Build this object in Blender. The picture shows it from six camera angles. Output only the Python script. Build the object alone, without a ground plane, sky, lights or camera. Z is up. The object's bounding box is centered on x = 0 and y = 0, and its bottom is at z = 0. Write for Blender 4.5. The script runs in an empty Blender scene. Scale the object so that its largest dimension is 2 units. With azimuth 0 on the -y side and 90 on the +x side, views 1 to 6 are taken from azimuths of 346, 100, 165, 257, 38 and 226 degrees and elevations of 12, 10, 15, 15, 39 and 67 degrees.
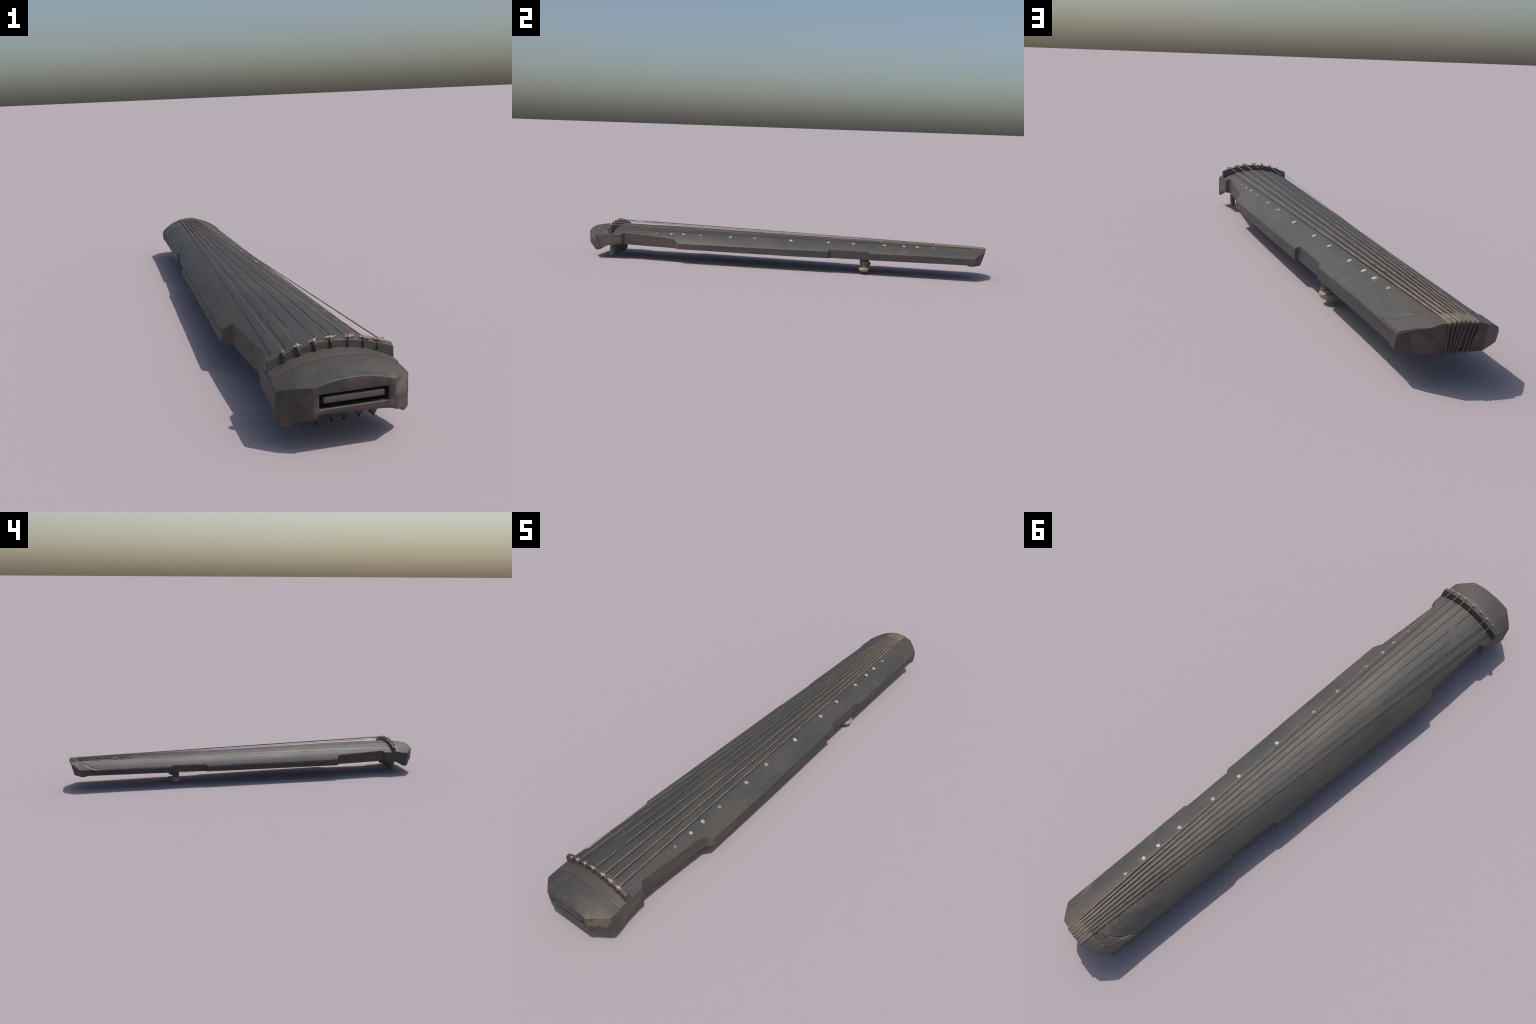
# A worn seven-string zither (guqin), lying flat: head with bridge at -y, tail at +y.
import bpy, bmesh, math, random
import numpy as np
from mathutils import Vector, Matrix, noise

random.seed(7)
rng = np.random.default_rng(7)

# ------------------------------------------------------------------ profile rules of the body
Y_HEAD, Y_TAIL = -0.998, 0.996
# half widths in plan (right = +x, left = -x): chamfered head, neck notch, shoulder, waist notch, chamfered tail
RIGHT = [(-0.998, .0915), (-.9465, .1410), (-.8095, .1365), (-.7965, .1205), (-.7200, .1226), (-.6200, .1276), (-.5262, .1335), (-.5030, .1528), (-.43, .1512),
         (-.32, .1482), (-.21, .1455), (-.03, .1395), (.13, .1335), (.2520, .1298), (.2590, .1180), (.4430, .1140), (.4520, .1222), (.60, .1182), (.74, .1147), (.85, .1133),
         (.957, .1120), (.996, .0600)]
LEFT = [(-0.998, .0795), (-.9500, .1400), (-.8085, .1355), (-.7965, .1190), (-.6500, .1270), (-.5245, .1318), (-.5030, .1548), (-.43, .1550), (-.33, .1515), (-.20, .1485),
        (-.10, .1462), (.04, .1430), (.2520, .1395), (.2600, .1285), (.4430, .1205), (.4520, .1290), (.60, .1245), (.75, .1215), (.956, .1205), (.996, .0650)]
CREST = [(-1.0, .1460), (-.96, .1565), (-.92, .1612), (-.87, .1634), (-.82, .1640), (-.50, .1650), (-.20, .1616), (.10, .1584), (.40, .1557), (.70, .1533), (1.0, .1508)]
# how far the arched top falls between the crest and |x| = 0.15, and how flat the arch is, on either side
FALL_R = [(-1.0, .0450), (-.82, .0440), (-.65, .0520), (-.50, .0600), (-.20, .0618), (.10, .0658), (.40, .0690), (.70, .0705), (1.0, .0720)]
FALL_L = [(-1.0, .0450), (-.82, .0440), (-.65, .0500), (-.50, .0545), (-.20, .0587), (.10, .0620), (.40, .0661), (.70, .0693), (1.0, .0719)]
POWER_R = [(-1, 2.1), (-.80, 2.12), (-.50, 2.35), (-.20, 2.16), (1, 2.10)]
POWER_L = [(-1, 2.1), (-.80, 2.25), (-.50, 2.50), (.10, 2.42), (.40, 2.2), (1, 2.12)]
BELLY = [(-1.0, .0470), (-.975, .0465), (-.935, .0462), (-.9175, .0510), (-.905, .0560), (-.893, .0620), (-.875, .0685), (-.856, .0722), (-.81, .0752),
         (-.50, .0728), (.05, .0720), (.25, .0732), (.45, .0752), (.70, .0775), (.918, .0800), (.930, .0748), (1.0, .0740)]

GRID = np.arange(-1.05, 1.05, .0005)


def rule(points, sigma):
    v = np.interp(GRID, *np.array(points).T)
    k = np.arange(-int(4 * sigma / .0005), int(4 * sigma / .0005) + 1) * .0005
    g = np.exp(-.5 * (k / sigma) ** 2)
    pad = len(k) // 2
    v = np.convolve(np.pad(v, pad, mode="edge"), g / g.sum(), "valid")
    return lambda y: np.interp(y, GRID, v)


RIGHT = [(y, w + (.0008 if y > -.51 else 0)) for y, w in RIGHT]
LEFT = [(y, w + (.0020 if y > -.51 else .0010)) for y, w in LEFT]
half_right, half_left = rule(RIGHT, .0018), rule(LEFT, .0018)
crest, belly = rule(CREST, .02), rule(BELLY, .005)
fall_right, fall_left, power_right, power_left = (rule(q, .03) for q in (FALL_R, FALL_L, POWER_R, POWER_L))


def top(x, y):
    q = np.abs(x) / .15
    return crest(y) - np.where(np.asarray(x) > 0, fall_right(y) * q ** power_right(y), fall_left(y) * q ** power_left(y))


def smooth(t):
    t = np.clip(t, 0, 1)
    return t * t * (3 - 2 * t)


HEAD_LEAN = .045


def lean(y, z):
    """The end faces slope inwards towards the belly."""
    return HEAD_LEAN * (.13 - z) * smooth((-.90 - y) / .05) - .26 * (.15 - z) * smooth((y - .89) / .06)


def end_inset(y, r, depth=None):
    d = depth or r
    t = np.minimum(y - Y_HEAD, Y_TAIL - y)
    q = np.clip(1 - t / d, 0, 1)
    return r * (1 - np.sqrt(np.maximum(0, 1 - q * q)))


# carved border of the two tail corner plates: curve through control points in plan
def spline(ctrl, n=16):
    p = np.array(ctrl, float)
    p = np.vstack([2 * p[0] - p[1], p, 2 * p[-1] - p[-2]])
    out = []
    for i in range(1, len(p) - 2):
        for t in np.linspace(0, 1, n, endpoint=False):
            a, b, c, d = p[i - 1:i + 3]
            out.append(.5 * (2 * b + (c - a) * t + (2 * a - 5 * b + 4 * c - d) * t * t + (3 * b - a - 3 * c + d) * t ** 3))
    out.append(p[-2])
    return np.array(out)


def circle(cx, cy, r, a0, a1, n=28):
    a = np.radians(np.linspace(a0, a1, n))
    return np.stack([cx + r * np.cos(a), cy + r * np.sin(a)], 1)


LEFT_WAVE = spline([(-.124, .838), (-.1185, .848), (-.1095, .860), (-.1039, .8763), (-.0965, .891), (-.0854, .9025), (-.0765, .912), (-.0712, .923), (-.0735, .934)])
LEFT_SCROLLS = [circle(-.0600, .9375, .0128, -40, 290), circle(-.0840, .9245, .0120, 20, 235),
                circle(-.0765, .9455, .0058, -20, 200), spline([(-.047, .936), (-.0445, .950), (-.0435, .968), (-.0445, .992)])]
RIGHT_WAVE = spline([(.1160, .834), (.1085, .848), (.1000, .870), (.0885, .889), (.0720, .9035), (.0625, .9165), (.0640, .929)])
RIGHT_SCROLLS = [circle(.0790, .9270, .0118, -55, 150), circle(.0520, .9395, .0125, -130, 200),
                 circle(.0680, .9440, .0060, -30, 190), spline([(.036, .932), (.0335, .945), (.031, .965), (.0265, .992)])]


def distance_to(line, x, y):
    """Unsigned distance, and which side (cross product sign) of the nearest segment."""
    a, b = line[:-1], line[1:]
    d = b - a
    px, py = x[:, None] - a[None, :, 0], y[:, None] - a[None, :, 1]
    t = np.clip((px * d[:, 0] + py * d[:, 1]) / (d * d).sum(1), 0, 1)
    ex, ey = px - t * d[:, 0], py - t * d[:, 1]
    r = np.hypot(ex, ey)
    k = r.argmin(1)
    i = np.arange(len(x))
    return r[i, k], np.sign(d[k, 0] * ey[i, k] - d[k, 1] * ex[i, k])


def carving(x, y):
    """Height of the tail plates' carved lines above the plain arch."""
    h = np.zeros_like(x)
    for wave, scrolls, side, depth in ((LEFT_WAVE, LEFT_SCROLLS, -1, .85), (RIGHT_WAVE, RIGHT_SCROLLS, 1, .5)):
        near = (y > .825) & (x * side > .015)
        if not near.any():
            continue
        X, Y = x[near], y[near]
        r, s = distance_to(wave, X, Y)
        # which side of the border: y of the border as a rule of |x|
        ax = np.abs(wave[:, 0])
        o = np.argsort(ax)
        border = np.interp(np.abs(X), np.concatenate([[.04], ax[o]]), np.concatenate([[1.0], wave[o, 1]]))
        plate = Y > border
        inner = np.maximum(0, Y - border) * .7
        g = np.where(plate, -.0022 * np.exp(-(r / .0024) ** 2), .0006 * np.exp(-((r - .0026) / .0016) ** 2) - .0022 * np.exp(-(r / .0013) ** 2))
        for line in scrolls:
            r, s = distance_to(line, X, Y)
            g = g - .0017 * np.exp(-(r / .0013) ** 2) + .0003 * np.exp(-((r - .0028) / .0012) ** 2)
        # a fine bead along the outer rim of the plate
        rim = (half_right(Y) if side > 0 else half_left(Y)) - np.abs(X)
        g = g - .0006 * np.exp(-((rim - .0055) / .0012) ** 2) * smooth((Y - .87) / .02)
        # the plates themselves are flatter than the arch, so they stand higher towards the rim
        lift = .0042 * np.clip((np.abs(X) - .055) / .062, 0, 1) ** 1.3 * np.where(plate, smooth(inner / .022), 0)
        h[near] = g * depth + lift
    return h


# ------------------------------------------------------------------ materials
def new_material(name):
    m = bpy.data.materials.new(name)
    m.use_nodes = True
    t = m.node_tree
    return m, t, t.nodes["Principled BSDF"]


class Tree:
    def __init__(self, t):
        self.t = t
        self.co = t.nodes.new("ShaderNodeTexCoord").outputs["Object"]

    def link(self, a, b):
        self.t.links.new(a, b)

    def put(self, socket, v):
        if isinstance(v, bpy.types.NodeSocket):
            self.link(v, socket)
        else:
            socket.default_value = v if not isinstance(v, tuple) or len(v) != 3 or socket.type == "VECTOR" else (*v, 1)

    def noise(self, scale, detail=5, rough=.55, stretch=(1, 1, 1), offset=(0, 0, 0), distort=0):
        m = self.t.nodes.new("ShaderNodeMapping")
        m.inputs["Scale"].default_value = stretch
        m.inputs["Location"].default_value = offset
        self.link(self.co, m.inputs["Vector"])
        n = self.t.nodes.new("ShaderNodeTexNoise")
        n.inputs["Scale"].default_value = scale
        n.inputs["Detail"].default_value = detail
        n.inputs["Roughness"].default_value = rough
        n.inputs["Distortion"].default_value = distort
        self.link(m.outputs[0], n.inputs["Vector"])
        return n.outputs["Fac"]

    def range(self, v, a, b, c=0., d=1., soft=True):
        n = self.t.nodes.new("ShaderNodeMapRange")
        n.interpolation_type = "SMOOTHSTEP" if soft else "LINEAR"
        self.put(n.inputs["Value"], v)
        for k, x in zip(("From Min", "From Max", "To Min", "To Max"), (a, b, c, d)):
            n.inputs[k].default_value = x
        return n.outputs["Result"]

    def math(self, op, a, b=0.):
        n = self.t.nodes.new("ShaderNodeMath")
        n.operation = op
        self.put(n.inputs[0], a)
        self.put(n.inputs[1], b)
        return n.outputs[0]

    def mix(self, f, a, b, mode="MIX"):
        n = self.t.nodes.new("ShaderNodeMix")
        n.data_type, n.blend_type = "RGBA", mode
        self.put(n.inputs[0], f)
        self.put(n.inputs[6], a)
        self.put(n.inputs[7], b)
        return n.outputs[2]

    def patch(self, at, radius, stretch=(1, 1, 1), grain=30):
        """Soft irregular spot around a point of the object."""
        m = self.t.nodes.new("ShaderNodeVectorMath")
        m.operation = "SUBTRACT"
        self.link(self.co, m.inputs[0])
        m.inputs[1].default_value = at
        s = self.t.nodes.new("ShaderNodeVectorMath")
        s.operation = "MULTIPLY"
        self.link(m.outputs[0], s.inputs[0])
        s.inputs[1].default_value = stretch
        l = self.t.nodes.new("ShaderNodeVectorMath")
        l.operation = "LENGTH"
        self.link(s.outputs[0], l.inputs[0])
        n = self.range(self.noise(grain, 4, .6, offset=(at[1], at[0], 0)), .3, .7, -.8, .8, False)
        d = self.math("ADD", l.outputs["Value"], self.math("MULTIPLY", n, radius))
        return self.range(d, radius * .45, radius * 1.15, 1, 0)

    def bump(self, bsdf, height, strength, distance=.001):
        b = self.t.nodes.new("ShaderNodeBump")
        b.inputs["Strength"].default_value = strength
        b.inputs["Distance"].default_value = distance
        self.put(b.inputs["Height"], height)
        self.link(b.outputs[0], bsdf.inputs["Normal"])


def lacquer(name, dark, warm, wear, wear_from, patches=(), rough=(.42, .60), stretch=(1, .35, 1), streak=.12, specular=.5, edge=0., scratch=0.):
    m, t, b = new_material(name)
    T = Tree(t)
    c = T.mix(T.range(T.noise(11, 7, .66, stretch, distort=.8), .38, .62), dark, warm)
    c = T.mix(T.math("MULTIPLY", T.range(T.noise(17, 7, .65, stretch, (3, 1, 2), .8), wear_from, wear_from + .10), .8), c, wear)
    for at, r, colour, amount, *st in patches:
        c = T.mix(T.math("MULTIPLY", T.patch(at, r, *(st or [(1, 1, 1)])), amount), c, colour)
    fine = T.noise(170, 4, .7, (1, .5, 1))
    grain = T.noise(60, 5, .7, (1, .06, 1))
    v = T.math("ADD", T.range(fine, .3, .7, 1 - streak, 1 + streak, False), T.range(grain, .3, .7, -streak, streak, False))
    if scratch:   # fine rubbing marks across the board
        v = T.math("ADD", v, T.range(T.noise(70, 4, .75, (.10, 2.2, 1), (1, 4, 2)), .58, .72, 0, scratch))
    hsv = t.nodes.new("ShaderNodeHueSaturation")
    T.link(v, hsv.inputs["Value"])
    T.link(c, hsv.inputs["Color"])
    T.link(hsv.outputs[0], b.inputs["Base Color"])
    if edge:
        geo = t.nodes.new("ShaderNodeNewGeometry")
        rub = T.range(geo.outputs["Pointiness"], .520, .575)
        c = T.mix(T.math("MULTIPLY", T.math("MULTIPLY", rub, T.range(T.noise(23, 5, .65), .36, .60)), edge), c, (.105, .082, .062))
        T.link(c, hsv.inputs["Color"])
    T.put(b.inputs["Roughness"], T.range(T.noise(14, 5, .6, stretch, (5, 5, 1)), .3, .7, rough[0], rough[1], False))
    b.inputs["Specular IOR Level"].default_value = specular
    T.bump(b, T.math("ADD", T.noise(90, 6, .7, (1, .4, 1)), T.math("MULTIPLY", grain, .5)), .18, .0010)
    return m


RED = (.075, .050, .040)
RUST = (.125, .070, .047)
TAN = (.105, .078, .058)
top_patches = [
    ((-.148, -.565, .104), .024, (.13, .085, .065), .8, (1, .9, 1)),
    ((.126, -.66, .128), .036, RED, .75, (1, .4, 1)),
    ((.105, -.66, .141), .010, TAN, .5),
    ((.100, .485, .122), .042, (.060, .064, .066), .6, (1.3, .6, 1)),
    ((.076, .500, .136), .022, RED, .6, (1.3, .8, 1)),
    ((.060, .520, .145), .016, TAN, .6),
    ((.060, .688, .143), .014, (.10, .072, .052), .8),
    ((.102, .605, .126), .016, TAN, .4, (1, .7, 1)),
    ((-.045, .80, .150), .030, TAN, .5, (1, .4, 1)),
    ((-.030, .64, .154), .060, RED, .55, (1.4, .35, 1)),
    ((.088, .250, .132), .05, (.05, .05, .05), .4, (1, .5, 1)),
    ((-.012, .80, .152), .030, (.078, .064, .053), .55, (1, .17, 1)),
    ((.020, .93, .152), .05, RED, .4, (1, .5, 1)),
    ((-.01, .90, .152), .05, (.095, .074, .058), .7, (1, .4, 1)),
    ((.085, -.990, .133), .012, (.125, .085, .062), .7), ((.095, -.915, .148), .026, (.095, .064, .047), .6, (.8, 1, 1)), ((.075, -.955, .145), .035, (.082, .062, .047), .6, (.6, 1, 1)),
    ((-.090, -.985, .130), .020, (.082, .062, .047), .5),
    ((-.03, -.955, .155), .05, (.068, .060, .052), .5),
]
mat_top = lacquer("dark_lacquer", (.0455, .0455, .0445), (.063, .0555, .0475), (.078, .055, .043), .645, top_patches, rough=(.55, .60), specular=.46, edge=.8, scratch=.10)
mat_side = lacquer("worn_side_wood", (.036, .035, .034), (.056, .046, .039), (.080, .053, .041), .555,  # base darkened a little toward the shadow seen on the left side
                   [((.118, -.972, .108), .036, (.135, .106, .080), .8, (.7, 1, 1.6)), ((.145, -.514, .088), .020, (.10, .080, .063), .8, (1, 1, .7)), ((-.145, -.514, .088), .018, (.085, .066, .052), .7, (1, 1, .7)), ((-.072, -.999, .086), .010, RUST, .7), ((.082, -.998, .084), .012, RUST, .7), ((.088, -.998, .130), .012, RUST, .6), ((.02, -.999, .139), .016, RUST, .4, (.4, 1, 1)), ((.03, -.998, .076), .014, RUST, .4, (.4, 1, 1)), ((-.12, -.955, .060), .016, RUST, .4), ((.125, -.968, .090), .014, (.17, .075, .042), .6, (.6, .6, 2.2)),
                    ((-.154, -.55, .088), .040, (.095, .055, .038), .5, (1, .5, 1)), ((-.075, -.999, .090), .020, (.09, .06, .045), .5, (1, 1, .6)),
                    ((.085, -.999, .125), .020, (.09, .06, .045), .5), ((.080, .985, .105), .045, (.085, .055, .043), .75, (1, 1, 1)),
                    ((-.120, .935, .090), .030, (.10, .052, .036), .6, (1, 1, .6)), ((.13, -.88, .09), .06, (.10, .072, .052), .6, (1, 1, 2))],
                   stretch=(1, .22, 1.2), streak=.20, rough=(.52, .64), edge=.7)
mat_belly = lacquer("belly_lacquer", (.038, .038, .037), (.055, .045, .038), RED, .60)
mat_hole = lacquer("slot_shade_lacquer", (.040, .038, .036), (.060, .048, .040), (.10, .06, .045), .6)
mat_bridge = lacquer("bridge_rosewood", (.044, .039, .037), (.068, .057, .051), (.105, .070, .058), .62, stretch=(.25, 1, 1), rough=(.45, .6))
mat_board = lacquer("head_board_rosewood", (.058, .048, .044), (.078, .063, .056), (.13, .085, .055), .64, stretch=(.25, 1, 1), streak=.07, rough=(.5, .62))


def simple(name, a, b, scale=40, rough=.7, stretch=(1, 1, 1), bump=.3, transmission=0, specular=.4, fine=None):
    m, t, bs = new_material(name)
    T = Tree(t)
    c = T.mix(T.range(T.noise(scale, 5, .6, stretch), .35, .65), a, b)
    if fine:
        c = T.mix(T.range(T.noise(scale * 3, 6, .7, stretch, (2, 2, 2)), .52, .68), c, fine)
    T.link(c, bs.inputs["Base Color"])
    bs.inputs["Roughness"].default_value = rough
    bs.inputs["Specular IOR Level"].default_value = specular
    T.bump(bs, T.noise(scale * 4, 4, .6, stretch), bump, .0008)
    return m


mat_string_dull = simple("dull_silk_string", (.125, .100, .077), (.20, .163, .128), 60, .8, (1, .4, 1), fine=(.08, .066, .052))
mat_string = simple("silk_string", (.155, .122, .092), (.25, .20, .155), 60, .8, (1, .4, 1), fine=(.095, .078, .060))
mat_string_pale = simple("pale_silk_string", (.120, .116, .092), (.19, .178, .145), 60, .8, (1, .4, 1), fine=(.10, .09, .07))
mat_string_dimmed = simple("shade_dimmed_silk_string", (.085, .070, .058), (.125, .104, .085), 60, .8, fine=(.055, .045, .038))  # same silk, colour dimmed to carry the shade on the tail end face
mat_knot = simple("silk_knot", (.32, .25, .17), (.45, .36, .26), 160, .85, fine=(.24, .18, .12))
mat_cord = simple("green_black_cord", (.040, .046, .045), (.085, .092, .085), 90, .75)
mat_peg = simple("jade_peg", (.105, .125, .102), (.165, .185, .150), 45, .45, fine=(.07, .085, .068))
mat_tassel = simple("tassel_end", (.018, .018, .017), (.03, .03, .028), 90, .8)
mat_jade = simple("celadon_foot", (.20, .225, .155), (.31, .315, .225), 50, .48, bump=.15, specular=.5, fine=(.14, .17, .12))
mat_shaft = simple("leg_wood", (.075, .055, .042), (.12, .090, .068), 70, .75, (1, 1, .3))
mat_rope = simple("brown_cord", (.15, .100, .065), (.27, .195, .135), 120, .8, fine=(.08, .055, .038))


def hui_material():
    m, t, b = new_material("mother_of_pearl_dot")
    T = Tree(t)
    a = t.nodes.new("ShaderNodeAttribute")
    a.attribute_type, a.attribute_name = "OBJECT", '["tone"]'
    base = T.mix(a.outputs["Fac"], (.15, .095, .058), (.42, .375, .31))
    n = T.noise(90, 5, .6)
    c = T.mix(T.math("MULTIPLY", T.range(n, .54, .74), .45), base, (.27, .19, .12))
    rim = T.range(T.patch((0, 0, 0), .0088, grain=120), .0, .55, 1, 0)
    c = T.mix(T.math("MULTIPLY", rim, .75), c, (.20, .12, .07))
    T.link(c, b.inputs["Base Color"])
    b.inputs["Roughness"].default_value = .38
    return m


mat_hui = hui_material()

# ------------------------------------------------------------------ object helpers
zither = bpy.data.objects.new("zither", None)
bpy.context.collection.objects.link(zither)
zither["label"] = "old dark lacquered seven-string zither with pale inlaid dots"
zither["category"] = "musical instrument"


def mesh_object(name, verts, faces, mat, parent=zither, smooth_angle=40, stuff=False):
    me = bpy.data.meshes.new(name)
    me.from_pydata([tuple(map(float, v)) for v in verts], [], faces)
    me.update()
    bm = bmesh.new()
    bm.from_mesh(me)
    bmesh.ops.recalc_face_normals(bm, faces=bm.faces)
    bm.to_mesh(me)
    bm.free()
    me.materials.append(mat)
    return add_object(name, me, parent, smooth_angle, stuff)


def add_object(name, me, parent=zither, smooth_angle=40, stuff=False):
    ob = bpy.data.objects.new(name, me)
    bpy.context.collection.objects.link(ob)
    ob.parent = parent
    if smooth_angle:
        me.shade_smooth() if hasattr(me, "shade_smooth") else None
        me.set_sharp_from_angle(angle=math.radians(smooth_angle))
    if stuff:
        ob["kind"] = "stuff"
    return ob


def tube(path, radius, n=10, cap=True):
    """Round tube along a polyline; radius is a number or one per point."""
    p = np.array(path, float)
    r = np.broadcast_to(np.asarray(radius, float), (len(p),))
    tan = np.gradient(p, axis=0)
    tan /= np.linalg.norm(tan, axis=1)[:, None] + 1e-12
    u = np.cross(tan[0], (0.31, .22, .92))
    if np.linalg.norm(u) < .1:
        u = np.cross(tan[0], (1, 0, 0))
    V, F = [], []
    for i in range(len(p)):
        u = u - tan[i] * (u @ tan[i])
        u /= np.linalg.norm(u)
        w = np.cross(tan[i], u)
        for k in range(n):
            a = 2 * math.pi * k / n
            V.append(p[i] + r[i] * (math.cos(a) * u + math.sin(a) * w))
    for i in range(len(p) - 1):
        for k in range(n):
            a, b = i * n + k, i * n + (k + 1) % n
            F.append((a, b, b + n, a + n))
    if cap:
        F.append(tuple(range(n))[::-1])
        F.append(tuple((len(p) - 1) * n + k for k in range(n)))
    return V, F


def lathe(profile, n=32, flutes=0, flute_depth=0., cap=True):
    V, F = [], []
    for r, z in profile:
        for k in range(n):
            a = 2 * math.pi * k / n
            q = r * (1 - flute_depth * abs(math.sin(flutes * a / 2))) if flutes else r
            V.append((q * math.cos(a), q * math.sin(a), z))
    for i in range(len(profile) - 1):
        for k in range(n):
            a, b = i * n + k, i * n + (k + 1) % n
            F.append((a, b, b + n, a + n))
    if cap:
        F.append(tuple(range(n)))
        F.append(tuple((len(profile) - 1) * n + k for k in range(n)))
    return V, F


def join(*parts):
    V, F = [], []
    for v, f in parts:
        o = len(V)
        V += list(v)
        F += [tuple(i + o for i in q) for q in f]
    return V, F


def ball(c, r, n=10):
    c = np.array(c)
    r = np.broadcast_to(np.asarray(r, float), (3,))
    V, F = lathe([(math.sin(math.pi * i / n), -math.cos(math.pi * i / n)) for i in range(1, n)], 14)
    return [c + r * np.array(v) for v in V], F


# ------------------------------------------------------------------ body
def stations():
    ys = set(np.round(np.arange(Y_HEAD, .82, .006), 5)) | set(np.round(np.arange(.82, Y_TAIL, .0011), 5))
    for y0 in {round(y, 3) for y, _ in RIGHT[1:-1] + LEFT[1:-1]}:
        ys |= set(np.round(np.arange(y0 - .006, y0 + .006, .0012), 5))
    for t in (0, .0002, .0006, .0011, .0017, .0024, .0032, .0042, .0054, .0068, .0085, .0105, .013):
        ys |= {round(Y_HEAD + t, 5), round(Y_TAIL - t, 5)}
    ys = np.array(sorted(y for y in ys if Y_HEAD <= y <= Y_TAIL))
    keep = [ys[0]]
    for y in ys[1:]:
        if y - keep[-1] > .00055 or y - Y_HEAD < .0012 or Y_TAIL - y < .0012:
            keep.append(y)
    return np.array(keep)


N_TOP, N_SIDE, N_BELLY = 250, 7, 24


def corner(a, c, b, n=5):
    t = np.linspace(0, 1, n + 2)[1:-1, None]
    a, b, c = map(np.array, (a, b, c))
    return (1 - t) ** 2 * a + 2 * t * (1 - t) * c + t * t * b


def section(y):
    r_e = .0030
    ins = end_inset(y, .0030)
    ins_low = end_inset(y, .010 if y < 0 else .006, .011 if y < 0 else .006)
    R, L = half_right(y) - ins, half_left(y) - ins
    base = belly(y)
    arch = .0275 * float(smooth((-.885 - y) / .045))
    xs = np.linspace(-(L - r_e), R - r_e, N_TOP)
    t = np.stack([xs, top(xs, y) - ins], 1)
    zR, zL = top(R, y) - ins, top(-L, y) - ins
    foot = float(smooth((-.885 - y) / .045))
    low = lambda x: base - .0055 * foot * x / .138 + arch * (1 - min(1, abs(x) / .129) ** 5) + ins_low * (.3 + .7 * min(1, abs(x) / .12) ** 4)
    rb = .003 + .005 * foot
    parts, tags = [t], [0] * (N_TOP - 1)
    for s, w, z in ((1, R, zR), (-1, L, zL)):
        a = (s * (w - r_e), top(w - r_e, y) - ins)
        up = corner(a, (s * w, z + .0004), (s * w, z - r_e))
        zb = low(w)
        side = np.stack([np.full(N_SIDE, s * w), np.linspace(z - r_e, zb + rb, N_SIDE)], 1)
        dn = corner((s * w, zb + rb), (s * w, zb), (s * (w - rb), zb))
        q = np.vstack([up, side, dn])
        parts.append(q if s > 0 else q[::-1])
    xb = np.linspace(R - rb, -(L - rb), N_BELLY)
    b = np.stack([xb, [low(x) for x in xb]], 1)
    # loop: top left-to-right, right side down, belly right-to-left, left side up
    ring = np.vstack([t, parts[1], b, parts[2]])
    return ring


ys = stations()
rings = [section(float(y)) for y in ys]
n = len(rings[0])
P = np.zeros((len(ys), n, 3))
for i, y in enumerate(ys):
    P[i, :, 0], P[i, :, 1], P[i, :, 2] = rings[i][:, 0], y, rings[i][:, 1]
V = P.reshape(-1, 3)
is_top = (np.tile(np.arange(n), len(ys)) < N_TOP)
tail = is_top & (V[:, 1] > .82)
V[tail, 2] += carving(V[tail, 0], V[tail, 1]) * smooth((Y_TAIL - .003 - V[tail, 1]) / .006)
# the hand-planed wood is never quite flat
def unevenness(v):
    q = Vector((v[0] * 1.0, v[1] * .6, v[2]))
    return noise.noise(q * 9) * .0005 + noise.noise(q * 33 + Vector((5, 1, 2))) * .0002


for v in V:
    d = unevenness(v)
    # worn, slightly chipped rims
    w = (half_right(v[1]) if v[0] > 0 else half_left(v[1])) - abs(v[0])
    if w < .007:
        c = noise.noise(Vector((v[0] * 3, v[1] * 38, 2))) * .5 + noise.noise(Vector((v[0] * 9, v[1] * 110, v[2] * 30)))
        v[0] -= (.0006 * c + .0003) * (1 if v[0] > 0 else -1) * (1 - w / .007)
        v[2] -= .0004 * max(0, c) * (1 - w / .007) * (1 if v[2] > .09 else -1)
    v[2] += d
    v[0] += .8 * d * (1 if v[0] > 0 else -1) * min(1, abs(v[0]) / .1)
V[:, 1] += lean(V[:, 1], V[:, 2])
faces, slots = [], []
N_UP = 5
for i in range(len(ys) - 1):
    for k in range(n):
        a, b = i * n + k, i * n + (k + 1) % n
        faces.append((a, a + n, b + n, b))
        side = N_TOP + 2 <= k < N_TOP + 5 + N_SIDE + 4 or k >= N_TOP + 10 + N_SIDE + N_BELLY + 0 and k < n - 4
        bel = N_TOP + 10 + N_SIDE - 1 <= k < N_TOP + 10 + N_SIDE + N_BELLY
        slots.append(2 if bel else 1 if side else 0)
me = bpy.data.meshes.new("lacquered_body")
me.from_pydata(V.tolist(), [], faces)
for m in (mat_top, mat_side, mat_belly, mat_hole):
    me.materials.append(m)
me.polygons.foreach_set("material_index", slots)
bm = bmesh.new()
bm.from_mesh(me)
bm.verts.ensure_lookup_table()


def cap(i, hole=None):
    bm.verts.ensure_lookup_table()
    ring = [bm.verts[i * n + k] for k in range(n)]
    edges = [bm.edges.get((ring[k], ring[(k + 1) % n])) for k in range(n)]
    inner = []
    if hole:
        inner = [bm.verts.new(p) for p in hole]
        edges += [bm.edges.new((inner[k], inner[(k + 1) % len(inner)])) for k in range(len(inner))]
    out = bmesh.ops.triangle_fill(bm, use_beauty=True, use_dissolve=False, edges=edges)
    for f in out["geom"]:
        if isinstance(f, bmesh.types.BMFace):
            f.material_index = 1
    return inner


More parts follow.
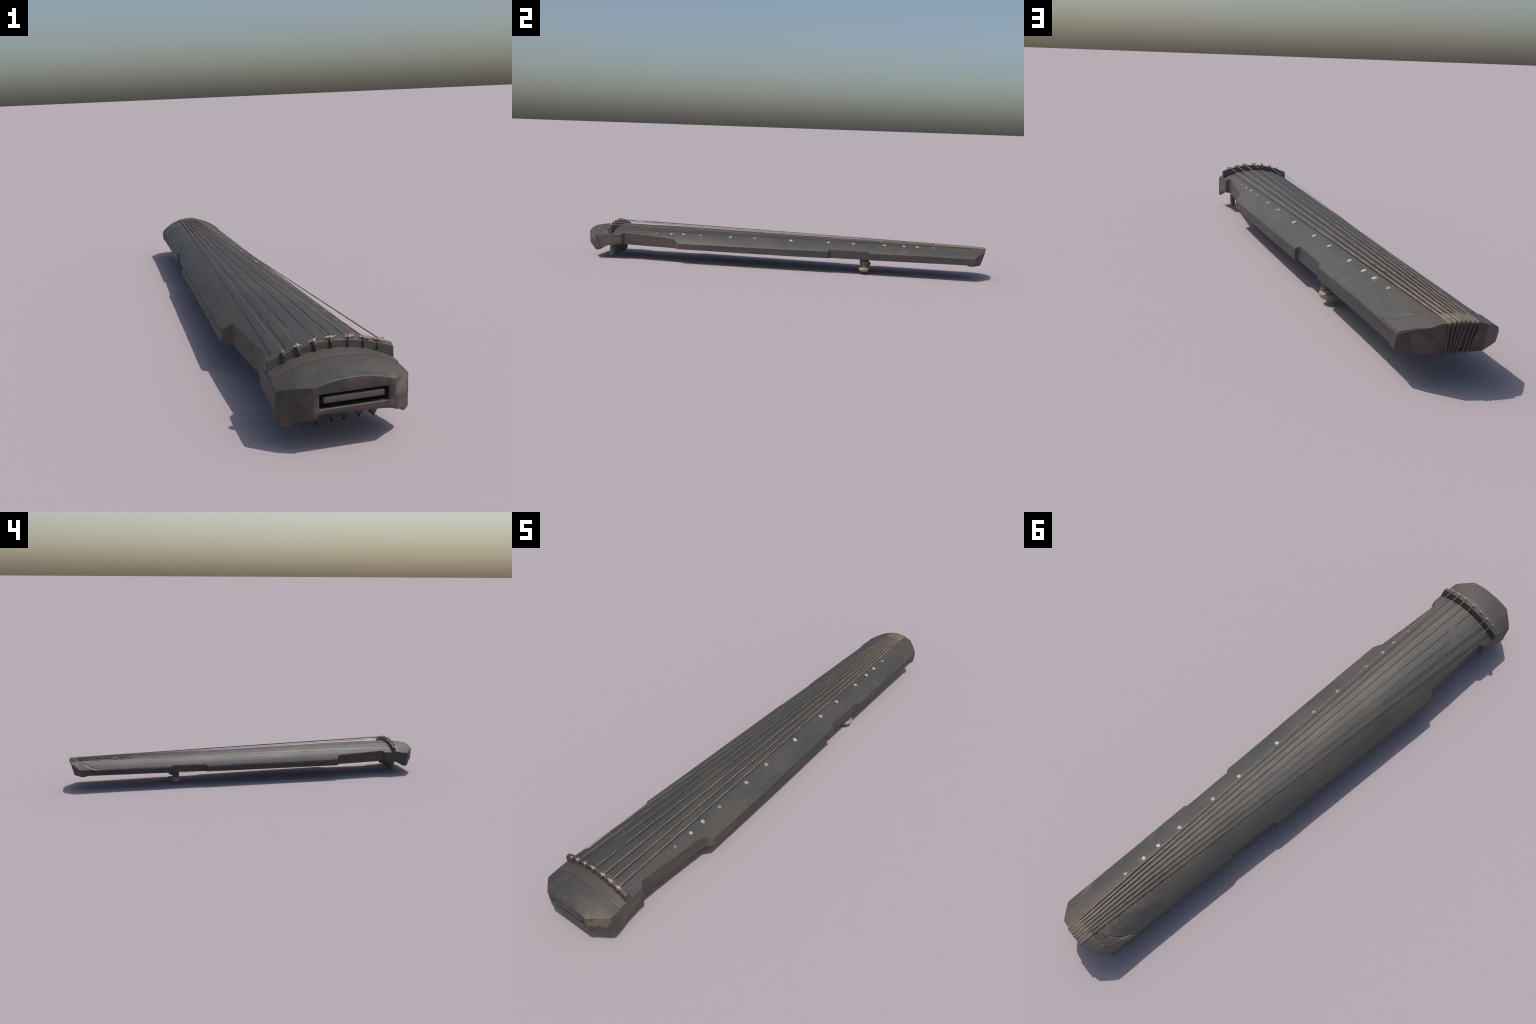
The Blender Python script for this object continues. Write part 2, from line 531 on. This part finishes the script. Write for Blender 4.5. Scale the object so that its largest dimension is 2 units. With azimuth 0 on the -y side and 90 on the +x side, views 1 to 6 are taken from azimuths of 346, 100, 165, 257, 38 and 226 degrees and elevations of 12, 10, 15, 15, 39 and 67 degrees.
def face_y(z, depth=0):
    return Y_HEAD + HEAD_LEAN * (.13 - z) + depth


# slot in the head: a rounded rectangle sunk into the end face, its rim softened
def rounded(x0, x1, z0, z1, r, depth, m=5):
    pts = []
    for cx, cz, a0 in ((x1 - r, z1 - r, 0), (x0 + r, z1 - r, 90), (x0 + r, z0 + r, 180), (x1 - r, z0 + r, 270)):
        for k in range(m):
            a = math.radians(a0 + 90 * k / (m - 1))
            x, z = cx + r * math.cos(a), cz + r * math.sin(a)
            pts.append((x, face_y(z, depth), z))
    return pts


SX0, SX1, SZ0, SZ1 = -.0695, .0775, .0872, .1215
loop = cap(0, rounded(SX0, SX1, SZ0, SZ1, .0035, 0))
for k, (g, d) in enumerate(((.0008, .0003), (.0017, .0011), (.0022, .0024), (.0023, .0040), (.0023, .026))):
    nxt = [bm.verts.new(p) for p in rounded(SX0 + g, SX1 - g, SZ0 + g, SZ1 - g, .003, d)]
    for j in range(len(nxt)):
        q = (j + 1) % len(nxt)
        f = bm.faces.new((loop[j], loop[q], nxt[q], nxt[j]))
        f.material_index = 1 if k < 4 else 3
    loop = nxt
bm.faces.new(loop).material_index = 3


def tail_y(z, depth):
    return Y_TAIL - .26 * (.15 - z) - depth


def panel(g, depth):
    pts = []
    for (x, z), (x2, z2) in zip([(.0215, .1435), (-.0440, .1410), (-.0345, .0800), (.0195, .0800)], [(-.0440, .1410), (-.0345, .0800), (.0195, .0800), (.0215, .1435)]):
        for t in np.linspace(0, 1, 6)[:-1]:
            q = (x + (x2 - x) * t, z + (z2 - z) * t)
            cx, cz = -.010, .111
            k = 1 - g / .03
            pts.append((cx + (q[0] - cx) * k, tail_y(cz + (q[1] - cz) * k, depth), cz + (q[1] - cz) * k))
    return pts


loop = cap(len(ys) - 1, panel(0, 0))
for g, d in ((.0006, .0012), (.0008, .0034)):
    nxt = [bm.verts.new(p) for p in panel(g, d)]
    for j in range(len(nxt)):
        q = (j + 1) % len(nxt)
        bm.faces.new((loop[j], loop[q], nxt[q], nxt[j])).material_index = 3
    loop = nxt
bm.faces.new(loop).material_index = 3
bmesh.ops.recalc_face_normals(bm, faces=bm.faces)
bm.to_mesh(me)
bm.free()
body = add_object("lacquered_body", me, smooth_angle=38)


def box(x0, x1, y0, y1, z0, z1, bev):
    bm = bmesh.new()
    bmesh.ops.create_cube(bm, size=1)
    for v in bm.verts:
        v.co = Vector(((x0 + x1) / 2 + v.co.x * (x1 - x0), (y0 + y1) / 2 + v.co.y * (y1 - y0), (z0 + z1) / 2 + v.co.z * (z1 - z0)))
    bmesh.ops.bevel(bm, geom=bm.edges[:], offset=bev, segments=3, affect="EDGES", profile=.6)
    V = [tuple(v.co) for v in bm.verts]
    bm.verts.index_update()
    F = [tuple(v.index for v in f.verts) for f in bm.faces]
    bm.free()
    return V, F


mesh_object("slot_tongue", *box(-.0590, .0670, face_y(.107, .0012), face_y(.107, .0265), .0995, .1138, .0042), lacquer("slot_tongue_wood", (.056, .054, .050), (.078, .069, .060), (.09, .066, .05), .62, stretch=(.25, 1, 1)))  # wood tone lightened for the sky light the bar catches


# ------------------------------------------------------------------ bridge and head board, arched with the top
def arched_slab(name, mat, xs, profile_of, smooth_angle=35):
    """Loft of a closed y-z profile across x."""
    rings = [profile_of(x) for x in xs]
    m = len(rings[0])
    V = [(x, y, z) for x, ring in zip(xs, rings) for y, z in ring]
    F = []
    for i in range(len(xs) - 1):
        for k in range(m):
            a, b = i * m + k, i * m + (k + 1) % m
            F.append((a, b, b + m, a + m))
    F.append(tuple(range(m)))
    F.append(tuple((len(xs) - 1) * m + k for k in range(m)))
    return mesh_object(name, V, F, mat, smooth_angle=smooth_angle)


def fan(x0, x1, n=70, r=.002):
    q = [x0, x0 + .15 * r, x0 + .5 * r, x0 + r]
    return np.array(q + list(np.linspace(x0 + 2 * r, x1 - 2 * r, n)) + [x1 - (p - x0) for p in q[::-1]])


BX0, BX1 = -.1365, .1375


def back_rise(x):
    """The top of the bridge slopes up towards the strings."""
    return .0020 + .0026 * max(0, x / .137)




def bridge_top(x):
    return .1824 - (.0275 if x > 0 else .0305) * (abs(x) / .137) ** 1.9


def end_soft(x, x0, x1, r):
    e = min(x - x0, x1 - x)
    q = max(0, 1 - e / r)
    return r * (1 - math.sqrt(max(0, 1 - q * q)))


def bridge_profile(x):
    s = end_soft(x, BX0, BX1, .0018)
    twist = .003 * (-x / .137)
    zt = bridge_top(x) - s + .0006 * noise.noise(Vector((x * 40, 0, 3)))
    zb = top(x, -.865) - .004
    f0, f1 = -.8785 + twist + s * .4, -.8768 + twist + s * .4     # front, bottom and top
    b0, b1 = -.8525 + twist * .4 - s * .4, -.8630 + twist - s * .4
    r = .0034
    pts = [(f0, zb), (f0 + .2 * (f1 - f0), zb + .006), (f1, zt - r)]
    pts += [tuple(p) for p in corner((f1, zt - r), (f1, zt), (f1 + r, zt), 4)]
    pts += [(f1 + r, zt), ((f1 + b1) / 2, zt + .0016)]
    zt += back_rise(x)
    pts += [(b1 - r, zt - .0003)]
    pts += [tuple(p) for p in corner((b1 - r, zt - .0003), (b1, zt), (b1 + .001, zt - r), 4)]
    pts += [(b1 + .001, zt - r), (b0, zb + .004), (b0, zb)]
    return pts


arched_slab("bridge", mat_bridge, fan(BX0, BX1, 90, .003), bridge_profile)

HX0, HX1 = -.1365, .1378


def board_front(x):
    return -.9175 + .0115 * (abs(x) / .137) ** 2.0


def board_profile(x):
    s = end_soft(x, HX0, HX1, .0012)
    y0, y1 = board_front(x) + s, -.862
    n = 10
    up = [(y, float(top(x, y)) + .0026 - s) for y in np.linspace(y0 + .0015, y1, n)]
    return [(y0 - .0004, float(top(x, y0)) - .003), (y0, float(top(x, y0)) + .0010 - s), (y0 + .0004, float(top(x, y0)) + .0021 - s)] + up + [(y1, float(top(x, y1)) - .003)]


arched_slab("head_board", mat_board, fan(HX0, HX1, 80, .0012), board_profile)

# ------------------------------------------------------------------ inlaid dots, along a slanting line
HUI = [(.1037, -.6294, 12.5, .10), (.1017, -.5525, 13.5, .70), (.0979, -.4893, 14.5, .70), (.0954, -.4003, 14.5, .22), (.0890, -.2466, 15, .55),
       (.0836, -.1240, 15.5, .45), (.0795, .0602, 16.0, 1.0), (.0716, .2450, 15.5, .80), (.0654, .3675, 15, .62), (.0608, .5184, 15, .72),
       (.0577, .6110, 14.5, .95), (.0550, .6741, 14.5, .95), (.0524, .7521, 13, .45)]
disc_v, disc_f = lathe([(.0070, -.0014), (.0077, -.0008), (.0076, -.0002), (.0072, .0001), (.0055, .0004), (.003, .00055), (.0004, .0006)], 28)
disc = None
for x, y, d, tone in HUI:
    if disc is None:
        ob = mesh_object("inlaid_dot", disc_v, disc_f, mat_hui)
        disc = ob.data
    else:
        ob = add_object("inlaid_dot", disc)
    e = .002
    nx, ny = -(top(x + e, y) - top(x - e, y)) / (2 * e), -(top(x, y + e) - top(x, y - e)) / (2 * e)
    q = Vector((0, 0, 1)).rotation_difference(Vector((nx, ny, 1)).normalized())
    q = q @ Matrix.Rotation(random.uniform(0, 6.28), 3, "Z").to_quaternion()
    ob.rotation_mode = "QUATERNION"
    ob.rotation_quaternion = q
    ob.location = (x, y, float(top(x, y)) + unevenness((x, y, float(top(x, y)))))
    ob.scale = (d / 15, d / 15 * random.uniform(.95, 1.03), 1)
    ob["tone"] = tone

# ------------------------------------------------------------------ strings
KNOT_X = [.1057, .0735, .0405, .0005, -.0359, -.0711, -.1022]
START_X = [.1057, .0738, .0400, .0008, -.0350, -.0695, -.1002]
TAIL_X = [.0258, .0160, .0048, -.0054, -.0155, -.0252, -.0358]
FOOT_X = [.0165, .0105, .0050, -.0005, -.0065, -.0210, -.0295]
TAIL_RADIUS = [.0022, .0020, .0019, .0018, .0016, .0014, .0013]
RADIUS = [.00145, .0014, .00135, .00125, .0011, .00095, .0009]
# stretches of each string that are worn away (in y)
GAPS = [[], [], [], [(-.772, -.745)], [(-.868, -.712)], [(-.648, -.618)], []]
Y0, Y1 = -.8665, .9925


def string_point(i, y):
    t = (y - Y0) / (Y1 - Y0)
    x = START_X[i] + (TAIL_X[i] - START_X[i]) * t
    z0 = bridge_top(KNOT_X[i]) + back_rise(KNOT_X[i]) + (.0022 if i == 0 else .0010)
    z1 = float(top(TAIL_X[i], .975)) + .0016 - (.0002 if i < 3 else .0005)
    z = z0 + (z1 - z0) * t + .0012 * math.sin(math.pi * t)
    z = max(z, float(top(x, y)) + .0006)
    w = .00035 * (1 + i * .25)
    x += w * noise.noise(Vector((i * 7.3, y * 22, 0)))
    z += w * noise.noise(Vector((i * 7.3, y * 25, 9)))
    return (x, y, z)


def string_radius(i, y):
    r = RADIUS[i]
    r *= 1 + .18 * noise.noise(Vector((i * 3.1, y * 40, 4)))
    if i >= 3:
        r *= 1 - (.25 if i in (3, 6) else .45) * float(smooth((y + .75) / .35)) * float(smooth((.45 - y) / .3))
    return r + (TAIL_RADIUS[i] - r) * float(smooth((y - .35) / .6))


for i in range(7):
    parts, start = [], Y0
    for g0, g1 in GAPS[i] + [(None, None)]:
        stop = Y1 if g0 is None else g0
        if stop - start > .005:
            q = list(np.arange(start, stop, .008)) + [stop]
            path = [string_point(i, y) for y in q]
            rad = [string_radius(i, y) for y in q]
            if start == Y0:
                path.insert(0, (KNOT_X[i], -.8735, bridge_top(KNOT_X[i]) + .0036))
                rad.insert(0, rad[0])
            else:
                rad[0] *= .35
                rad[1] *= .8
            if g0 is not None:
                rad[-1] *= .35
            else:
                # over the tail edge and down the sloping end face to the belly
                tx, fx = TAIL_X[i], FOOT_X[i]
                zt = path[-1][2]
                path.append((tx, .9965, zt - .0012))
                path.append((tx, .9985, zt - .0040))
                rad += [.0019, .0019]
                end, end_r = [path[-1]], [.0019]
                for t in np.linspace(.12, 1, 10):
                    z = zt + (.0765 - zt) * t
                    end.append((tx + (fx - tx) * t ** .9, Y_TAIL + .0010 - .26 * (.15 - z), z))
                    end_r.append(.0017)
                end.append((fx, Y_TAIL - .024, .0725))
                end_r.append(.0016)
                leg_x = .08 if i < 4 else -.08
                for t in np.linspace(.06, 1, 10):
                    end.append((fx + (leg_x - fx) * t, .97 + (.455 - .97) * t, .0730 + .0004 * t))
                    end_r.append(.0014)
            parts.append(tube(path, rad, 10))
            if g0 is None:
                sx = TAIL_X[i] - .0042
                zz = path[-1][2]
                parts.append(tube([(sx + .0012, .955, float(top(sx, .955)) + .0004), (sx + .0006, .975, float(top(sx, .975)) + .0013), (sx, .9925, float(top(sx, .9925)) + .0012),
                                   (sx + .0003, .9968, zz + .0022), (sx + .0009, .9978, zz - .001), (sx + .0018, .9968, zz - .006)], [.0009, .0013, .0014, .0014, .0013, .0008], 8))
        start = g1
    ob = mesh_object("string", *join(*parts), mat_string if i < 3 else mat_string_dull if i < 5 else mat_string_pale, smooth_angle=60)
    mesh_object("string_end", *tube(end, end_r, 10), mat_string_dimmed, parent=ob, smooth_angle=60)

# brown wooden nut under the strings at the very end
def nut_profile(x):
    e = min(x + .0425, .0300 - x)
    s = .0022 * max(0, 1 - e / .004) ** 1.5
    up = [(y, float(top(x, y)) + .0009 - s + .0004 * noise.noise(Vector((x * 90, y * 60, 1)))) for y in np.linspace(.948, .9935, 12)]
    up[0] = (up[0][0], up[0][1] - .0016)
    return [(.947, float(top(x, .948)) - .003)] + up + [(.9958, float(top(x, .9935)) - .0010), (.9962, float(top(x, .9935)) - .0035), (.985, float(top(x, .99)) - .010)]


arched_slab("tail_nut", mat_string if False else simple("tail_nut_wood", (.10, .072, .055), (.15, .115, .088), 50, .7, (1, .3, 1), fine=(.07, .052, .042)), np.linspace(-.0425, .0300, 40), nut_profile)

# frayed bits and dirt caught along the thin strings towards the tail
crumbs = []
for k in range(75):
    i = random.choice((4, 5, 5, 6, 6, 6, 6))
    y = random.uniform(.66, .965)
    px, py, pz = string_point(i, y)
    off = random.uniform(-.0035, .0035) - (.002 if i == 6 else 0)
    ln = random.uniform(.005, .022)
    pts = []
    for t in np.linspace(0, 1, 5):
        qx, qy = px + off + random.uniform(-.0006, .0006), y + (t - .5) * ln
        pts.append((qx, qy, float(top(qx, qy)) + .0007 + random.uniform(0, .0006)))
    crumbs.append(tube(pts, [.0003, random.uniform(.0005, .0011), random.uniform(.0005, .0011), .0006, .0003], 6))
mesh_object("string_dirt", *join(*crumbs), simple("dark_dirt", (.045, .041, .036), (.115, .095, .076), 130, .9), smooth_angle=60, stuff=True)

# ------------------------------------------------------------------ knots, twisted cords and pegs
def wiggle(points, amp, seed, n=10):
    p = spline3(points, n)
    return [q + amp * Vector((noise.noise(Vector((seed, k * .4, 0))), noise.noise(Vector((seed, k * .4, 5))), noise.noise(Vector((seed, k * .4, 9))))) for k, q in enumerate(p)]


def spline3(ctrl, n=10):
    p = [Vector(c) for c in ctrl]
    p = [2 * p[0] - p[1]] + p + [2 * p[-1] - p[-2]]
    out = []
    for i in range(1, len(p) - 2):
        for k in range(n):
            t = k / n
            a, b, c, d = p[i - 1:i + 3]
            out.append(.5 * (2 * b + (c - a) * t + (2 * a - 5 * b + 4 * c - d) * t * t + (3 * b - a - 3 * c + d) * t ** 3))
    out.append(p[-2])
    return out


def ring_loop(c, rx, rz, tilt, seed):
    pts = []
    for k in range(19):
        a = 2 * math.pi * k / 18
        v = Vector((rx * math.cos(a), rz * math.sin(a) * math.cos(tilt), rz * math.sin(a) * math.sin(tilt)))
        pts.append(Vector(c) + v)
    return tube(pts, .00145, 8)


def knot(i):
    """A silk bow tied over the bridge: a wrapped bead, stubs and, on the thick strings, a loop."""
    x, y, z = KNOT_X[i], -.8752, bridge_top(KNOT_X[i]) + .0042
    P = []
    k = [1, 1, .95, .95, .9, .7, .45][i]
    bead = [.0052, .0046, .0040, .0040, .0042, .0040, .0034][i]
    P.append(ball((x, y, z + .0006), (bead, bead * .85, bead * .8)))
    for j in range(3):   # wraps round the bead
        pts = [Vector((x + (j - 1) * .0016 * k + bead * .15 * math.sin(a), y + bead * .95 * math.cos(a), z + .0006 + bead * .92 * math.sin(a))) for a in np.linspace(0, 6.28, 15)]
        P.append(tube(pts, .0009, 7))
    if i in (0, 1):
        P.append(ring_loop((x + .0075, y - .001, z + .0006), .0044, .0034, .5 + .5 * (i == 0), i))
        P.append(tube(wiggle([(x - .001, y, z + .001), (x - .005, y - .001, z + .0022), (x - .010, y + .0005, z + .0022 * (i + .4))], .0008, i), [.0019] * 20 + [.0013], 8))
    elif i == 2:
        P.append(tube(wiggle([(x, y, z), (x + .005, y - .001, z + .0005), (x + .011, y - .001, z + .0028)], .0008, 2), np.linspace(.0017, .0021, 21), 8))
        P.append(tube(wiggle([(x, y, z), (x + .004, y + .002, z + .0025), (x + .0105, y + .001, z + .0045)], .0008, 8), .0016, 8))
        P.append(tube(wiggle([(x, y, z), (x - .005, y, z + .001), (x - .009, y, z + .001)], .0008, 3), .0014, 8))
    elif i == 3:
        P.append(tube(wiggle([(x, y, z), (x + .005, y, z + .0012), (x + .0105, y - .0005, z + .0022)], .0008, 4), [.0017] * 17 + [.0012, .0014, .0019, .0016], 8))
        P.append(tube(wiggle([(x, y, z), (x - .005, y + .0005, z + .0012), (x - .0105, y, z + .0020)], .0008, 5), np.linspace(.0015, .0023, 21), 8))
    elif i == 4:
        P.append(tube(wiggle([(x, y, z), (x + .003, y, z + .003), (x + .0055, y, z + .0085)], .0006, 6), np.linspace(.0024, .0011, 21), 8))
        P.append(tube(wiggle([(x, y, z), (x - .005, y, z), (x - .010, y, z - .0012)], .0008, 7), np.linspace(.0020, .0012, 21), 8))
    elif i == 5:
        P.append(tube(wiggle([(x, y, z), (x + .004, y, z + .0012), (x + .008, y, z + .0018)], .0006, 9), .0014, 8))
        P.append(tube(wiggle([(x, y, z), (x - .004, y - .001, z), (x - .0085, y - .001, z - .0002)], .0006, 10), .0017, 8))
    else:
        P.append(tube(wiggle([(x, y, z), (x + .001, y - .002, z + .002), (x + .0005, y - .004, z + .0042)], .0005, 11), .0013, 8))
    kv, kf = join(*P)
    lump = lambda q: Vector([noise.noise(Vector(q) * 420 + Vector((i, 7 * k, 3))) for k in range(3)])
    return [Vector(q) + .0008 * lump(q) for q in kv], kf


for i in range(7):
    mesh_object("silk_knot", *knot(i), mat_knot, smooth_angle=60)

for i in range(7):
    x = KNOT_X[i]
    foot = [.0987, .0688, .0349, .0008, -.0329, -.0655, -.0990][i]
    ztop, zbot = bridge_top(x) + .0036, float(top(foot, -.881)) + .0008
    P = []
    for s in range(3):
        pts, rr = [], []
        for t in np.linspace(0, 1, 22):
            a = s * 2.09 + t * 3.6 + i
            cx, cz = x + (foot - x) * t, ztop + (zbot - ztop) * t
            cy = -.8762 - .0042 * float(smooth(t / .3))
            h = .0019 * (1 - .35 * t) * (0.4 + .6 * float(smooth(t / .2)))
            pts.append((cx + h * math.cos(a), cy + .7 * h * math.sin(a), cz))
            rr.append(.0021 * (1 - .25 * t))
        P.append(tube(pts, rr, 8))
    # over the top of the bridge to the bow, and the frayed foot where the cord enters its hole
    P.append(ball((foot, -.8815, zbot), (.0038, .0028, .0016)))
    P.append(tube(wiggle([(foot, -.8815, zbot + .001), (foot - .003, -.884, zbot + .0004), (foot - .0045 + .006 * (i % 2), -.886, zbot)], .0005, i + 20), .0008, 6))
    mesh_object("twisted_cord", *join(*P), mat_cord, smooth_angle=60)

# a fine thread lying along the back of the bridge
mesh_object("fine_thread", *tube([(x, -.8632 - .002 * x / .137, bridge_top(x) + back_rise(x) + .0007) for x in np.linspace(.030, .122, 30)], .0007, 6), mat_string, smooth_angle=60)

PEG_X = [.0898, .0580, .0272, -.0040, -.0350, -.0650, -.0975]
PEG_LOW = [.0080, .0130, .0105, .0145, .0070, .0060, .0120]
peg_profile = [(.0078, .0760), (.0082, .066), (.0092, .056), (.0105, .042), (.0112, .032), (.0108, .024), (.0096, .0165), (.0080, .0105), (.0066, .0085), (.0030, .0080)]
peg_mesh = None
for i, x in enumerate(PEG_X):
    if peg_mesh is None:
        ob = mesh_object("tuning_peg", *lathe(peg_profile, 48, 8, .09), mat_peg, smooth_angle=35)
        peg_mesh = ob.data
    else:
        ob = add_object("tuning_peg", peg_mesh, smooth_angle=35)
    tx, ty = random.uniform(-.10, .10), random.uniform(-.10, .10)
    ob.location = (x, -.8762 + random.uniform(-.0015, .0015), PEG_LOW[i] - .0080)
    ob.rotation_euler = (tx * .6, ty * .6, random.uniform(0, 6.28))
    ob.scale = (random.uniform(.92, 1.0), random.uniform(.92, 1.0), 1)
    tipz = .0030 + random.uniform(0, .004) if i != 4 else .0014
    pts = spline3([(x, -.8762, PEG_LOW[i] + .003), (x + random.uniform(-.002, .002), -.8765, (PEG_LOW[i] + tipz) / 2 + .001), (x + random.uniform(-.004, .003), -.8775, tipz)], 5)
    tip = mesh_object("peg_tassel_end", *tube(pts, np.linspace(.0030, .0024, len(pts)), 9), mat_tassel, smooth_angle=45)

# ------------------------------------------------------------------ two goose-foot legs with cord wound round the shaft
foot_profile = [(.0005, .0115), (.0150, .0112), (.0180, .0118), (.0215, .0145), (.0245, .0185), (.0260, .0225), (.0261, .0260), (.0250, .0288), (.0225, .0303), (.0185, .0312), (.0172, .0330), (.0168, .040)]
for sx in (1, -1):
    cx, cy = .0805 * sx, .4252
    leg = bpy.data.objects.new("leg", None)
    V, F = lathe([(.0168, .034), (.0163, .042), (.0162, .055), (.0168, .068), (.0175, .082)], 36)
    leg = mesh_object("leg", [(cx + a, cy + b, c) for a, b, c in V], F, mat_shaft)
    V, F = lathe(foot_profile, 40)
    mesh_object("leg_foot", [(cx + a * (1 + .03 * math.sin(3 * math.atan2(b, a))), cy + b, c + .0012 * a / .026) for a, b, c in V], F, mat_jade, parent=leg)
    P = []
    turns = 7 if sx > 0 else 5
    pts, rr = [], []
    for k in range(turns * 28):
        t = k / (turns * 28)
        a = 2 * math.pi * turns * t * sx
        z = .037 + .034 * t + .0012 * noise.noise(Vector((t * 40, sx, 0)))
        r = .0182 + .0012 * noise.noise(Vector((t * 30, sx, 4)))
        pts.append((cx + r * math.cos(a), cy + r * math.sin(a), z))
        rr.append(.0016 + .0005 * noise.noise(Vector((t * 60, 1, 1))))
    P.append(tube(pts, rr, 8))
    if sx > 0:
        for j in range(9):   # crossing untidy coils
            a0, tilt, zc = random.uniform(0, 6.28), random.uniform(.15, .42), random.uniform(.043, .064)
            pts = []
            for k in range(31):
                a = a0 + 2 * math.pi * k / 30
                r = .0202 + .0010 * noise.noise(Vector((j, k * .5, 0)))
                pts.append((cx + r * math.cos(a), cy + r * math.sin(a), zc + r * math.sin(a - a0) * tilt))
            P.append(tube(pts, .0013, 7))
        P.append(tube(wiggle([(cx + .012, cy + .016, .046), (cx + .012, cy + .021, .040), (cx + .014, cy + .022, .031), (cx + .020, cy + .018, .026)], .001, 31), .0011, 7))
    mesh_object("wound_cord", *join(*P), mat_rope, parent=leg, smooth_angle=60)
    # belly threads, loose loop beside the left leg
    if sx < 0:
        Q = [tube(wiggle([(cx - .012, cy - .012, .066), (cx - .03, cy - .024, .0640), (cx - .042, cy - .036, .069), (cx - .045, cy - .048, .0745)], .0008, 41), .0010, 7),
             tube(wiggle([(cx - .045, cy - .046, .0745), (cx - .050, cy - .066, .0725), (cx - .050, cy - .095, .0690)], .0008, 42), np.linspace(.0011, .0006, 21), 7)]
        mesh_object("loose_thread", *join(*Q), mat_cord, parent=leg, smooth_angle=60)

bpy.context.view_layer.update()
